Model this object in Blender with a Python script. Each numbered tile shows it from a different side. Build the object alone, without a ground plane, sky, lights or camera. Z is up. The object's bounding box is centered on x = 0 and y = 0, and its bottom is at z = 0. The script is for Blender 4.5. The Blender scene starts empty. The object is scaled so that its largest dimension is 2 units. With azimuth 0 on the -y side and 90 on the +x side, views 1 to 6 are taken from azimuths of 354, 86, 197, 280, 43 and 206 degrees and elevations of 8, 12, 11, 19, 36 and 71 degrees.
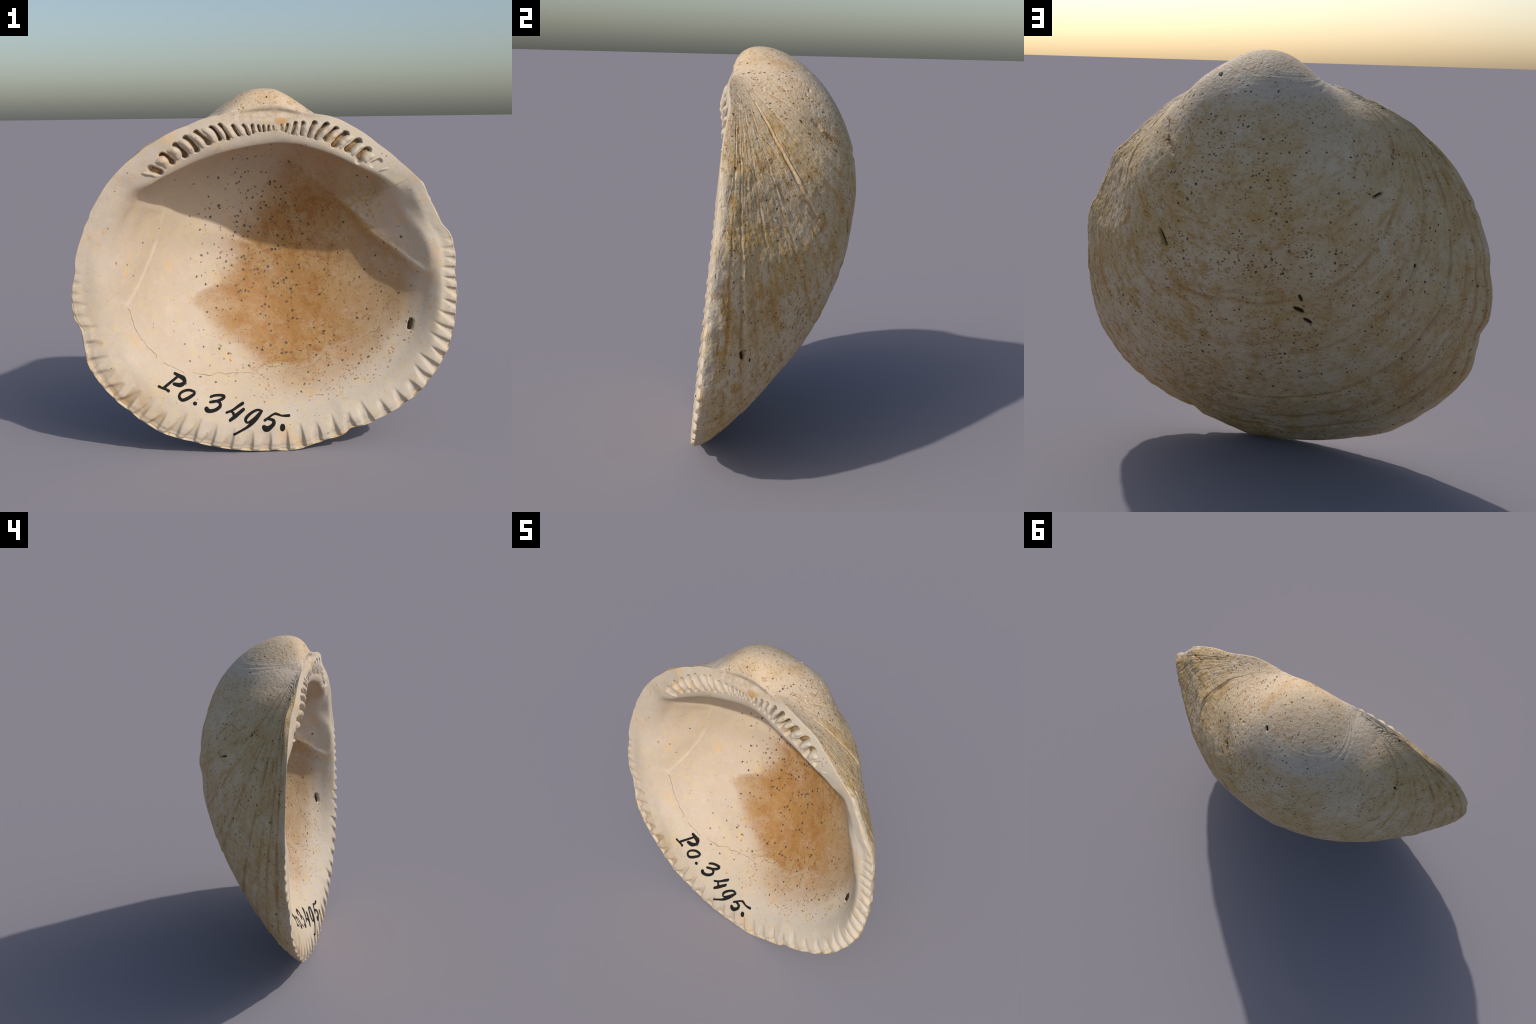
"""A weathered fossil bivalve valve (dog-cockle type), standing on its lower margin.
Frame: x along the hinge, +y towards the convex back, z up."""
import math
import numpy as np

# =====================================================================
# 1. helpers
# =====================================================================
TAU = 2 * math.pi
CZ = 1.0                                   # height of the polar axis of the valve


def pspline(knots_deg, vals, x):
    """Periodic cubic spline through (angle, value) knots."""
    kn = np.radians(np.asarray(knots_deg, float)); v = np.asarray(vals, float)
    n = len(kn); h = np.diff(np.append(kn, kn[0] + TAU))
    M = np.zeros((n, n)); r = np.zeros(n)
    for i in range(n):
        a, b = h[i - 1], h[i]
        M[i, (i - 1) % n] += a; M[i, i] += 2 * (a + b); M[i, (i + 1) % n] += b
        r[i] = 6 * ((v[(i + 1) % n] - v[i]) / b - (v[i] - v[i - 1]) / a)
    m = np.linalg.solve(M, r)
    xx = (x - kn[0]) % TAU + kn[0]
    k = np.searchsorted(kn, xx, side='right') - 1
    d = xx - kn[k]; H = h[k]; k1 = (k + 1) % n
    return (m[k] * (H - d) ** 3 + m[k1] * d ** 3) / (6 * H) + (v[k] / H - m[k] * H / 6) * (H - d) + (v[k1] / H - m[k1] * H / 6) * d


def plinear(knots_deg, vals, x):
    """Periodic smoothed-linear interpolation."""
    return np.interp(np.degrees(x) % 360, knots_deg, vals, period=360)


def sstep(a, b, x):
    t = np.clip((x - a) / (b - a), 0, 1)
    return t * t * (3 - 2 * t)


def _hash(ix, iy, iz, seed):
    h = (ix * 374761393 + iy * 668265263 + iz * 2147483647 + seed * 1274126177) & 0xFFFFFFFF
    h = ((h ^ (h >> 13)) * 1274126177) & 0xFFFFFFFF
    h = h ^ (h >> 16)
    return h.astype(np.float64) / 0xFFFFFFFF * 2 - 1


def noise3(x, y, z, seed=0):
    """Smooth value noise in [-1, 1]."""
    x, y, z = np.broadcast_arrays(x, y, z)
    fx, fy, fz = np.floor(x), np.floor(y), np.floor(z)
    ix, iy, iz = fx.astype(np.int64), fy.astype(np.int64), fz.astype(np.int64)
    tx, ty, tz = x - fx, y - fy, z - fz
    tx = tx * tx * (3 - 2 * tx); ty = ty * ty * (3 - 2 * ty); tz = tz * tz * (3 - 2 * tz)
    out = 0
    for dx in (0, 1):
        wx = tx if dx else 1 - tx
        for dy in (0, 1):
            wy = ty if dy else 1 - ty
            for dz in (0, 1):
                wz = tz if dz else 1 - tz
                out = out + wx * wy * wz * _hash(ix + dx, iy + dy, iz + dz, seed)
    return out


def fbm(x, y, z, seed=0, octs=3):
    s = 0; a = 1
    for o in range(octs):
        s = s + a * noise3(x * 2 ** o, y * 2 ** o, z * 2 ** o, seed + 17 * o); a *= .5
    return s


# =====================================================================
# 2. shape rules of the valve
# =====================================================================
# outline of the opening (angle in degrees from +x, radius from the axis)
RIM = [(0.2, 0.981), (3.1, 0.975), (5.8, 0.964), (7.7, 0.952), (8.9, 0.930), (11.5, 0.917), (13.9, 0.910), (17.6, 0.901),
       (20.5, 0.896), (21.7, 0.901), (24.2, 0.898), (34.8, 0.850), (37.1, 0.845), (40.7, 0.834), (44.5, 0.823), (47.5, 0.821),
       (51.5, 0.816), (56.1, 0.809), (60.4, 0.806), (65.0, 0.797), (69.6, 0.782), (72.5, 0.771), (77.5, 0.770), (81.6, 0.777),
       (85.6, 0.785), (89.8, 0.777), (94.0, 0.773), (100.5, 0.764), (107.4, 0.766), (110.7, 0.776), (115.0, 0.783),
       (119.9, 0.787), (124.1, 0.801), (128.6, 0.812), (132.6, 0.821), (134.6, 0.827), (137.3, 0.839), (141.3, 0.848),
       (145.1, 0.866), (150.3, 0.884), (154.5, 0.899), (159.3, 0.911), (162.0, 0.920), (164.4, 0.929), (165.8, 0.926),
       (168.8, 0.941), (171.2, 0.945), (174.5, 0.959), (177.4, 0.971), (180.0, 0.979), (182.0, 0.978), (183.9, 0.983),
       (186.6, 0.999), (189.9, 1.011), (193.1, 1.017), (196.0, 1.020), (199.8, 1.000), (202.2, 1.010), (205.0, 1.018),
       (208.3, 1.041), (210.8, 1.049), (215.0, 1.050), (219.2, 1.049), (222.8, 1.050), (226.7, 1.041), (230.3, 1.044),
       (233.7, 1.038), (236.9, 1.037), (241.5, 1.023), (244.0, 1.016), (246.5, 1.007), (248.7, 1.007), (253.2, 0.999),
       (257.2, 0.996), (261.5, 0.991), (266.4, 0.988), (271.0, 0.986), (275.9, 0.994), (279.2, 0.992), (282.8, 0.983),
       (286.5, 0.982), (288.2, 0.982), (290.5, 0.989), (292.5, 0.991), (295.4, 0.975), (297.5, 0.992), (299.5, 1.003),
       (302.8, 1.016), (306.6, 1.027), (309.5, 1.042), (312.3, 1.045), (314.8, 1.057), (318.8, 1.065), (321.2, 1.063),
       (324.1, 1.061), (327.7, 1.065), (331.0, 1.060), (333.6, 1.058), (337.0, 1.047), (340.8, 1.034), (343.6, 1.024),
       (346.3, 1.014), (348.2, 1.012), (351.3, 0.998), (354.1, 0.987), (357.3, 0.985)]
POLE_Y, POLE_GX, POLE_GZ = 0.3778, -0.1637, 0.1225        # crown of the back and its tilt
KN = [0, 20, 38, 50, 60, 72, 84, 96, 108, 119, 128, 138, 148, 160, 180, 200, 220, 240, 262, 285, 310, 335]
RIM_Y = [-0.300, -0.268, -0.245, -0.224, -0.228, -0.209, -0.199, -0.196, -0.206, -0.210, -0.215, -0.214, -0.223, -0.239, -0.266, -0.300, -0.336, -0.359, -0.374, -0.378, -0.369, -0.341]
# control points of the quintic back profile: radius as share of the rim radius, height over the rim
C1 = [0.429, 0.488, 0.538, 0.561, 0.406, 0.333, 0.316, 0.287, 0.235, 0.224, 0.155, 0.146, 0.148, 0.107, 0.096, 0.106, 0.158, 0.185, 0.144, 0.149, 0.174, 0.259]
C2R = [0.686, 0.699, 0.771, 0.754, 0.655, 0.742, 0.746, 0.800, 0.797, 0.777, 0.816, 0.774, 0.746, 0.647, 0.601, 0.538, 0.473, 0.473, 0.522, 0.576, 0.611, 0.627]
C2Y = [0.556, 0.556, 0.566, 0.581, 0.632, 0.625, 0.634, 0.618, 0.599, 0.606, 0.583, 0.580, 0.580, 0.573, 0.574, 0.575, 0.574, 0.574, 0.573, 0.574, 0.564, 0.554]
C3R = [0.706, 0.710, 0.828, 0.881, 1.077, 1.168, 1.136, 1.194, 1.273, 1.041, 0.944, 0.834, 0.748, 0.656, 0.672, 0.701, 0.736, 0.760, 0.790, 0.765, 0.756, 0.765]
C3Y = [0.235, 0.207, 0.199, 0.200, 0.299, 0.353, 0.367, 0.385, 0.391, 0.418, 0.426, 0.420, 0.413, 0.401, 0.396, 0.393, 0.391, 0.384, 0.375, 0.351, 0.318, 0.280]
C4R = [1.067, 1.054, 0.959, 0.917, 0.846, 1.032, 1.221, 1.208, 0.954, 0.914, 0.884, 0.864, 0.880, 0.976, 1.023, 1.076, 1.076, 1.085, 1.076, 1.100, 1.066, 1.065]
C4Y = [0.069, 0.087, 0.113, 0.138, 0.205, 0.187, 0.072, 0.039, 0.095, 0.132, 0.118, 0.093, 0.071, 0.055, 0.033, 0.025, 0.026, 0.029, 0.037, 0.044, 0.048, 0.063]

# depth of the inner face below the rim plane at given shares of the rim radius
IN_F = [1.0, .975, .95, .92, .88, .84, .80, .76, .70, .60, .48, .34, .17, 0.0]
IN_KN = [0, 20, 40, 90, 140, 160, 175, 200, 229, 270, 300, 320, 345]
IN_DY = {.92: [.010, .012, .012, .012, .010, .010, .010, .012, .015, .014, .020, .020, .012],
         .88: [.035, .030, .030, .030, .025, .022, .018, .024, .028, .027, .043, .045, .050],
         .84: [.080, .068, .070, .070, .060, .050, .035, .038, .042, .050, .080, .085, .100],
         .80: [.125, .135, .135, .130, .110, .100, .065, .064, .066, .082, .116, .122, .142],
         .76: [.165, .180, .185, .180, .150, .142, .100, .096, .108, .127, .162, .158, .178],
         .70: [.225, .245, .250, .250, .210, .205, .165, .142, .178, .197, .224, .223, .235]}
IN_TH60 = [.140, .140, .140, .150, .160, .165, .165, .160, .135, .125, .143, .138, .135]   # wall thickness at 0.60
# hinge: inner lip of the tooth plate
LIP_KN = [20, 28, 34, 39, 46, 58, 66, 73, 81, 90, 100, 112, 121, 132, 138, 148, 155, 165]
LIP_F = [.866, .853, .844, .823, .798, .775, .771, .779, .766, .746, .750, .750, .753, .765, .778, .808, .824, .848]
LIP_Y = [-.215, -.232, -.243, -.249, -.247, -.245, -.240, -.225, -.215, -.208, -.211, -.212, -.211, -.216, -.218, -.218, -.207, -.190]

# crenulations: angles at which a tongue of the lower margin begins
CREN = [180.6, 184, 186.8, 189.9, 193.5, 196.9, 201.0, 206.5, 210.8, 215.5, 220.5, 225.7, 230.5, 235.9, 241.9, 247.0, 252.4, 258.3,
        264.5, 270.1, 275.6, 280.8, 286.1, 291.7, 297.0, 302.6, 308.0, 313.7, 318.7, 323.3, 327.2, 330.8, 334.6, 338.4, 342.3,
        345.9, 349.9, 353.0, 356.3, 359.3, 362.5, 365.5]

# hinge sockets: outer end (x, z), inner end (x, z)
SOCKETS = [(-.579, 1.468, -.535, 1.449), (-.521, 1.532, -.474, 1.501), (-.456, 1.579, -.410, 1.534), (-.402, 1.615, -.351, 1.561),
           (-.349, 1.642, -.289, 1.593), (-.272, 1.665, -.232, 1.614), (-.224, 1.676, -.191, 1.617), (-.161, 1.675, -.131, 1.631),
           (-.108, 1.675, -.082, 1.636), (-.063, 1.676, -.059, 1.640), (-.032, 1.674, -.024, 1.649), (-.006, 1.674, -.004, 1.647),
           (.021, 1.673, .019, 1.651), (.044, 1.671, .046, 1.653), (.086, 1.678, .084, 1.652), (.119, 1.680, .108, 1.644),
           (.160, 1.686, .143, 1.633), (.199, 1.685, .190, 1.630), (.256, 1.684, .229, 1.620), (.319, 1.676, .261, 1.615),
           (.365, 1.653, .310, 1.603), (.416, 1.626, .358, 1.572), (.480, 1.586, .428, 1.548), (.529, 1.539, .485, 1.498),
           (.591, 1.487, .558, 1.471)]
# half width, depth of each socket
SOCK_W = [.017, .017, .017, .017, .016, .014, .013, .009, .009, .0075, .006, .005, .005, .004, .005, .0065, .0085, .010, .011, .014, .013, .017, .019, .019, .014]
SOCK_D = [.040, .052, .052, .052, .050, .050, .046, .038, .036, .028, .028, .024, .020, .012, .010, .026, .032, .032, .042, .055, .055, .055, .050, .042, .014]

# growth stops on the back, as dihedral angle (radians) about the hinge axis: angle, width, depth, weight left/right
STOPS = [(.060, .006, .014, 1.0, .5), (.118, .007, .011, .8, 1.0), (.175, .010, .007, 1.0, .25), (.262, .007, .011, 1.0, .5), (.340, .010, .003, .5, .3),
         (.423, .006, .006, .8, .8), (.470, .010, .004, 1.0, .3), (.610, .010, .012, .25, 1.0), (.642, .006, .004, .4, .8), (.800, .012, .003, .5, .8),
         (1.075, .016, .010, .2, 1.0)]
BX, BY, BZ = 0.03, -0.19, 1.76             # beak: the hinge axis runs through it along x
NQ = math.hypot(1, .1)

# elongate bore holes and slits on the back: (x, y, z) start, end, half width, depth
SLITS = [((.339, .316, 1.130), (.301, .325, 1.053), .008, .04), ((.524, .151, .788), (.497, .154, .747), .006, .02),
         ((-.255, .293, .840), (-.293, .274, .817), .009, .025), ((-.286, .265, .793), (-.323, .243, .766), .009, .025),
         ((-.279, .304, .898), (-.290, .291, .865), .006, .015), ((-.332, .049, .448), (-.347, .059, .466), .007, .02),
         ((-.531, .172, 1.294), (-.564, .133, 1.312), .006, .014), ((-.562, -.003, 1.455), (-.580, .000, 1.437), .006, .015),
         ((-.065, .298, .801), (-.104, .287, .786), .007, .012), ((.318, .278, .865), (.297, .280, .849), .006, .012),
         ((-.709, .073, 1.025), (-.713, .069, 1.000), .007, .015), ((-.768, .013, .973), (-.770, .011, .960), .007, .012),
         ((-.193, .067, .440), (-.204, .085, .468), .006, .012), ((.148, .114, 1.763), (.135, .137, 1.753), .006, .02),
         ((.361, .120, 1.556), (.350, .180, 1.507), .009, .012), ((.350, .180, 1.507), (.318, .240, 1.462), .007, .012),
         ((.555, .125, .773), (.535, .133, .748), .006, .02), ((.616, .102, .851), (.602, .110, .836), .009, .018),
         ((.880, -.172, .680), (.862, -.164, .638), .012, .022), ((.832, -.137, .637), (.819, -.133, .610), .008, .018)]


def growth_angle(x, y, z):
    a = (y - BY) * 1 / NQ - (z - BZ) * .1 / NQ
    b = -(y - BY) * .1 / NQ - (z - BZ) / NQ
    return np.arctan2(a, b)


def seg_dist(px, py, ax, ay, bx, by):
    dx, dy = bx - ax, by - ay
    t = np.clip(((px - ax) * dx + (py - ay) * dy) / (dx * dx + dy * dy), 0, 1)
    return np.hypot(px - ax - t * dx, py - ay - t * dy), t


def polyline_dist(px, py, pts):
    """Distance, signed side and running share along a polyline."""
    best = np.full(px.shape, 9.0); side = np.zeros(px.shape); run = np.zeros(px.shape)
    n = len(pts) - 1
    for i in range(n):
        (ax, ay), (bx, by) = pts[i], pts[i + 1]
        d, t = seg_dist(px, py, ax, ay, bx, by)
        m = d < best
        cr = (bx - ax) * (py - ay) - (by - ay) * (px - ax)
        best = np.where(m, d, best); side = np.where(m, np.sign(cr), side); run = np.where(m, (i + t) / n, run)
    return best, side, run


def catmull(P, sub):
    """Centripetal Catmull-Rom through control points P[theta, j, 2], sub[j] samples per span."""
    n = P.shape[1]
    ext = np.concatenate([2 * P[:, :1] - P[:, 1:2], P, 2 * P[:, -1:] - P[:, -2:-1]], 1)
    out = []
    for j in range(n - 1):
        p0, p1, p2, p3 = (ext[:, j + k] for k in range(4))
        kd = lambda a, b: np.maximum(np.linalg.norm(b - a, axis=-1), 1e-5) ** .5
        t1 = kd(p0, p1); t2 = t1 + kd(p1, p2); t3 = t2 + kd(p2, p3)
        u = np.linspace(0, 1, sub[j], endpoint=False)
        for s in u:
            t = (t1 + (t2 - t1) * s)[:, None]
            T1, T2, T3 = t1[:, None], t2[:, None], t3[:, None]
            A1 = (T1 - t) / T1 * p0 + t / T1 * p1
            A2 = (T2 - t) / (T2 - T1) * p1 + (t - T1) / (T2 - T1) * p2
            A3 = (T3 - t) / (T3 - T2) * p2 + (t - T2) / (T3 - T2) * p3
            B1 = (T2 - t) / T2 * A1 + t / T2 * A2
            B2 = (T3 - t) / (T3 - T1) * A2 + (t - T1) / (T3 - T1) * A3
            out.append((T2 - t) / (T2 - T1) * B1 + (t - T1) / (T2 - T1) * B2)
    out.append(P[:, -1])
    return np.stack(out, 1)


# ---------------------------------------------------------------- grid
th_hinge = np.radians(np.arange(28, 152, .17))
th_rest = np.radians(np.arange(152, 388, .27))
TH = np.concatenate([th_hinge, th_rest]) % TAU
NT = len(TH)
RDEG = np.arange(0, 360, .1)
_r = np.interp(RDEG, [a for a, _ in RIM], [b for _, b in RIM], period=360)
_k = np.exp(-.5 * (np.arange(-30, 31) / 6.0) ** 2); _k /= _k.sum()
_r = np.convolve(np.concatenate([_r[-30:], _r, _r[:30]]), _k, 'valid')
RAD = np.interp(np.degrees(TH), RDEG, _r, period=360)
YR = pspline(KN, RIM_Y, TH)
# chips and notches of the outline stay at the rim: further in a smoothed radius rules
_k2 = np.exp(-.5 * (np.arange(-150, 151) / 50.0) ** 2); _k2 /= _k2.sum()
_rs = np.convolve(np.concatenate([_r[-150:], _r, _r[:150]]), _k2, 'valid')
RSM = np.interp(np.degrees(TH), RDEG, _rs, period=360)


def rad_at(f):
    w = sstep(.80, .985, f)
    return RAD * w + RSM * (1 - w)



NO = 250
ts = np.linspace(0, 1, NO)[None, :]
c1, c2r, c2y, c3r, c3y, c4r, c4y = (pspline(KN, v, TH)[:, None] for v in (C1, C2R, C2Y, C3R, C3Y, C4R, C4Y))
slope = (POLE_GX * np.cos(TH) + POLE_GZ * np.sin(TH))[:, None]
bern = [math.comb(5, i) * ts ** i * (1 - ts) ** (5 - i) for i in range(6)]
wts = sstep(.62, .98, ts)
R_, Y_ = RAD[:, None] * wts + RSM[:, None] * (1 - wts), YR[:, None]
rho_o = R_ * (c1 * bern[1] + c2r * bern[2] + c3r * bern[3] + c4r * bern[4] + bern[5])
y_o = POLE_Y * bern[0] + (POLE_Y + slope * c1 * R_) * bern[1] + (Y_ + c2y) * bern[2] + (Y_ + c3y) * bern[3] + (Y_ + c4y) * bern[4] + Y_ * bern[5]


def outer_y_at(f):
    """Height of the back at share f of the rim radius."""
    target = f * RSM
    im = np.argmax(rho_o, 1)
    out = np.empty(NT)
    for i in range(NT):
        out[i] = np.interp(target[i], rho_o[i, :im[i] + 1], y_o[i, :im[i] + 1])
    return out


# inner face, open margin family
fam = np.zeros((NT, len(IN_F), 2))
for j, f in enumerate(IN_F):
    fam[:, j, 0] = f * rad_at(f)
    if f == 1.0: yv = YR
    elif f > .93: yv = YR + {.975: .003, .95: .007}[f]
    elif f in IN_DY: yv = YR + pspline(IN_KN, IN_DY[f], TH)
    elif f == .60: yv = outer_y_at(f) - pspline(IN_KN, IN_TH60, TH)
    elif f == .48: yv = outer_y_at(f) - (.14 + .5 * (pspline(IN_KN, IN_TH60, TH) - .145))
    else: yv = outer_y_at(f) - .137
    fam[:, j, 1] = yv
# inner face, hinge family: flat plate, lip, undercut, bowl
fl = np.interp(np.degrees(TH), LIP_KN, LIP_F); yl = np.interp(np.degrees(TH), LIP_KN, LIP_Y)
ker = np.exp(-.5 * (np.arange(-25, 26) / 9.0) ** 2); ker /= ker.sum()
sm = lambda v: np.convolve(np.pad(v, 25, 'edge'), ker, 'valid')
fl, yl = sm(fl), sm(yl)
bul = -.004 - .016 * np.exp(-((np.degrees(TH) - 86) / 26) ** 2) - .022 * np.exp(-((np.degrees(TH) - 124) / 20) ** 2)
hin = fam.copy()
for j, (q, yy) in enumerate([(0, YR), (.14, None), (.36, None), (.66, None), (.90, None)]):
    hin[:, j, 0] = (1 - q * (1 - fl)) * (RAD * (1 - q) + RSM * q)
    hin[:, j, 1] = YR + (yl - YR) * q + bul * math.sin(math.pi * q)
deep = np.clip((outer_y_at(.70) - .15 - yl), .05, .5)
und = np.exp(-((np.degrees(TH) - 80) / 32) ** 2)   # cavity runs in behind the plate
for j, (df, dy) in {5: (.000, .010), 6: (.006, .035), 7: (.012, .085)}.items():
    hin[:, j, 0] = (fl + df + {5: 0, 6: .012, 7: .028}[j] * und) * RSM; hin[:, j, 1] = yl + dy
hin[:, 8, 0] = (fl - .015 + .045 * und) * RSM; hin[:, 8, 1] = yl + np.minimum(.20, deep * .75)
hin[:, 9, 0] = (np.minimum(.64, fl - .10) + .05 * und) * RSM
for i in range(NT):
    im = int(np.argmax(rho_o[i])); hin[i, 9, 1] = np.interp(hin[i, 9, 0], rho_o[i, :im + 1], y_o[i, :im + 1]) - .152
deg = np.degrees(TH)
w_h = (sstep(22, 33, deg) * (1 - sstep(146, 158, deg)))[:, None, None]
ctrl = fam * (1 - w_h) + hin * w_h
SUB = [12, 14, 16, 18, 14, 10, 10, 12, 18, 26, 28, 24, 22]
LIP_IDX = int(sum(SUB[:5]))
inner = catmull(ctrl, SUB)
rho_i, y_i = inner[..., 0], inner[..., 1]
NI = rho_i.shape[1]

# join back and front into one profile and round the free edge a little
rho = np.concatenate([rho_o, rho_i[:, 1:]], 1); yy = np.concatenate([y_o, y_i[:, 1:]], 1)
EDGE = NO - 1
for _ in range(3):
    a, b = EDGE - 3, EDGE + 4
    for arr in (rho, yy):
        arr[:, a:b] = .25 * arr[:, a - 1:b - 1] + .5 * arr[:, a:b] + .25 * arr[:, a + 1:b + 1]
NP = rho.shape[1]
ct, st = np.cos(TH)[:, None], np.sin(TH)[:, None]
G = np.stack([rho * ct, yy, CZ + rho * st], -1)
IDX = np.arange(NP)[None, :]
FR = rho / (RSM[:, None] + (RAD - RSM)[:, None] * sstep(.80, .985, rho / RSM[:, None]))


def grid_normals(G):
    du = np.roll(G, -1, 0) - np.roll(G, 1, 0); dv = np.gradient(G, axis=1)
    N = np.cross(dv, du); N /= np.linalg.norm(N, axis=-1, keepdims=True) + 1e-12
    N[:, 0] = (0, 1, 0) if N[:, 1, 1].mean() > 0 else (0, -1, 0)
    N[:, -1] = N[:, -2].mean(0)
    return N


N0 = grid_normals(G)
if N0[:, 20, 1].mean() < 0: N0 = -N0
X, Y, Z = G[..., 0].copy(), G[..., 1].copy(), G[..., 2].copy()
psi = growth_angle(X, Y, Z)

# ---------------------------------------------------------------- muscle scars of the front
f_ = slice(NO, NP)
xi, zi, fi = X[:, f_], Z[:, f_], FR[:, f_]
form = np.zeros((NT, NP - NO))              # +: towards the viewer (-y)
# left muscle scar: shallow recess bounded by a fine raised seam
SEAM_L = [(-.515, 1.255), (-.535, 1.165), (-.560, 1.064), (-.605, .960), (-.655, .860), (-.695, .795), (-.728, .750)]
d, sd, run = polyline_dist(xi, zi, SEAM_L)
endf = sstep(0, .12, run) * (1 - sstep(.93, 1.0, run))
SCAR_L = (-.690, 1.08)
sideL = np.where(sd < 0, 1.0, -1.0)         # replaced below by a test with the scar centre
_, s0, _ = polyline_dist(np.array([SCAR_L[0]]), np.array([SCAR_L[1]]), SEAM_L)
sideL = sstep(-.008, .009, np.where(sd == s0[0], d, -d))
form += endf * (.0032 * np.exp(-(d / .0075) ** 2) - .010 * sideL * np.exp(-(d / .055) ** 2))
# right muscle scar: raised platform with a rounded, overhanging ledge
LEDGE_R = [(.440, 1.275), (.466, 1.239), (.497, 1.197), (.541, 1.132), (.589, 1.075), (.644, 1.032), (.696, .995), (.747, .956), (.789, .923), (.826, .892), (.850, .860)]
d, sd, run = polyline_dist(xi, zi, LEDGE_R)
_, s0, _ = polyline_dist(np.array([.72]), np.array([1.25]), LEDGE_R)
sideR = np.where(sd == s0[0], 1.0, -1.0)
sg = d * sideR
endf = sstep(0, .18, run) * (1 - sstep(.85, 1.0, run))
form += endf * (.022 * sstep(-.016, .016, sg) * np.exp(-np.clip(sg, 0, 1) / .07) - .014 * np.exp(-((sg + .022) / .024) ** 2) + .006 * np.exp(-((sg - .018) / .016) ** 2))

yy[:, f_] -= form
G[:, f_, 1] = yy[:, f_]

# measured depth of the inner face at single spots (x, y, z): the smooth rule above is bent to pass through them
SPOTS = [
    (-.510, -.085, .610), (-.180, .130, .760), (-.115, .152, .785), (-.230, -.165, .355), (-.571, .008, .956), (-.732, -.175, .779), (-.486, .080, 1.181),
    (-0.560, 0.031, 1.064), (-0.629, -0.072, 1.240), (-0.593, -0.033, 1.232), (-0.715, -0.163, 0.904), (-0.674, -0.107, 0.881),
    (-0.754, -0.233, 0.691), (-0.388, 0.113, 0.878), (-0.399, 0.087, 0.829), (-0.463, 0.021, 0.755), (-0.791, -0.236, 0.843),
    (-0.473, 0.035, 0.802), (-0.270, 0.203, 1.039), (-0.729, -0.154, 1.011), (0.036, 0.054, 0.573), (0.611, -0.130, 0.570),
    (0.454, -0.230, 0.352), (0.395, -0.212, 0.343), (0.584, -0.206, 0.448), (0.424, -0.128, 0.445), (0.390, -0.259, 0.300),
    (0.035, -0.286, 0.219), (0.328, -0.335, 0.195), (-0.075, -0.177, 0.319), (0.180, -0.125, 0.369), (0.072, -0.227, 0.264),
    (-0.286, -0.087, 0.465), (-0.120, -0.091, 0.415), (0.070, -0.037, 0.458), (0.691, -0.208, 1.313), (0.695, -0.193, 1.296),
    (0.703, -0.171, 1.261), (0.691, -0.130, 1.196), (0.768, -0.165, 0.944), (0.810, -0.202, 0.868), (0.786, -0.166, 0.830),
    (0.835, -0.237, 0.774), (0.802, -0.207, 0.720), (0.850, -0.264, 0.749), (-0.387, -0.307, 0.254), (-0.694, -0.190, 0.638),
    (-0.578, -0.206, 0.494), (-0.522, -0.212, 0.440), (-0.719, -0.303, 0.431), (-0.666, -0.314, 0.371), (-0.612, -0.288, 0.404),
    (0.738, -0.198, 1.191), (-0.049, -0.129, 0.355), (0.670, -0.112, 1.229), (0.735, -0.177, 1.169), (0.706, -0.147, 1.174),
    (0.859, -0.268, 1.166), (0.639, -0.156, 1.332), (0.790, -0.225, 1.023), (0.744, -0.196, 1.096), (0.650, -0.090, 1.169),
]
_sel = slice(NO, NP)
dip = (1 - sstep(.86, .95, FR[:, _sel]))
_below = sstep(LIP_IDX - 4, LIP_IDX + 34, np.arange(NP - NO))[None, :]
dip = dip * (1 - w_h[:, :, 0]) + _below * w_h[:, :, 0]
SP = np.array(SPOTS)


def spot_gap():
    out = []
    for x, y, z in SPOTS:
        i = int(np.argmin(np.abs((TH - math.atan2(z - CZ, x) + math.pi) % TAU - math.pi)))
        rr, ys = rho[i, NO:], yy[i, NO:]
        if math.radians(28) < TH[i] < math.radians(152): rr, ys = rr[LIP_IDX + 8:], ys[LIP_IDX + 8:]
        o_ = np.argsort(rr)
        out.append(y - np.interp(math.hypot(x, z - CZ), rr[o_], ys[o_]))
    return np.array(out)


SIG = .13
_q = np.exp(-((SP[:, None, 0] - SP[None, :, 0]) ** 2 + (SP[:, None, 2] - SP[None, :, 2]) ** 2) / (2 * SIG ** 2))
_w = np.linalg.solve(_q + .10 * np.eye(len(SP)), spot_gap())
bend = np.zeros((NT, NP - NO))
for (x, y, z), w in zip(SPOTS, _w):
    bend += w * np.exp(-((G[:, _sel, 0] - x) ** 2 + (G[:, _sel, 2] - z) ** 2) / (2 * SIG ** 2))
yy[:, _sel] += bend * dip
G[:, _sel, 1] = yy[:, _sel]
X, Y, Z = G[..., 0].copy(), G[..., 1].copy(), G[..., 2].copy()

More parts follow.
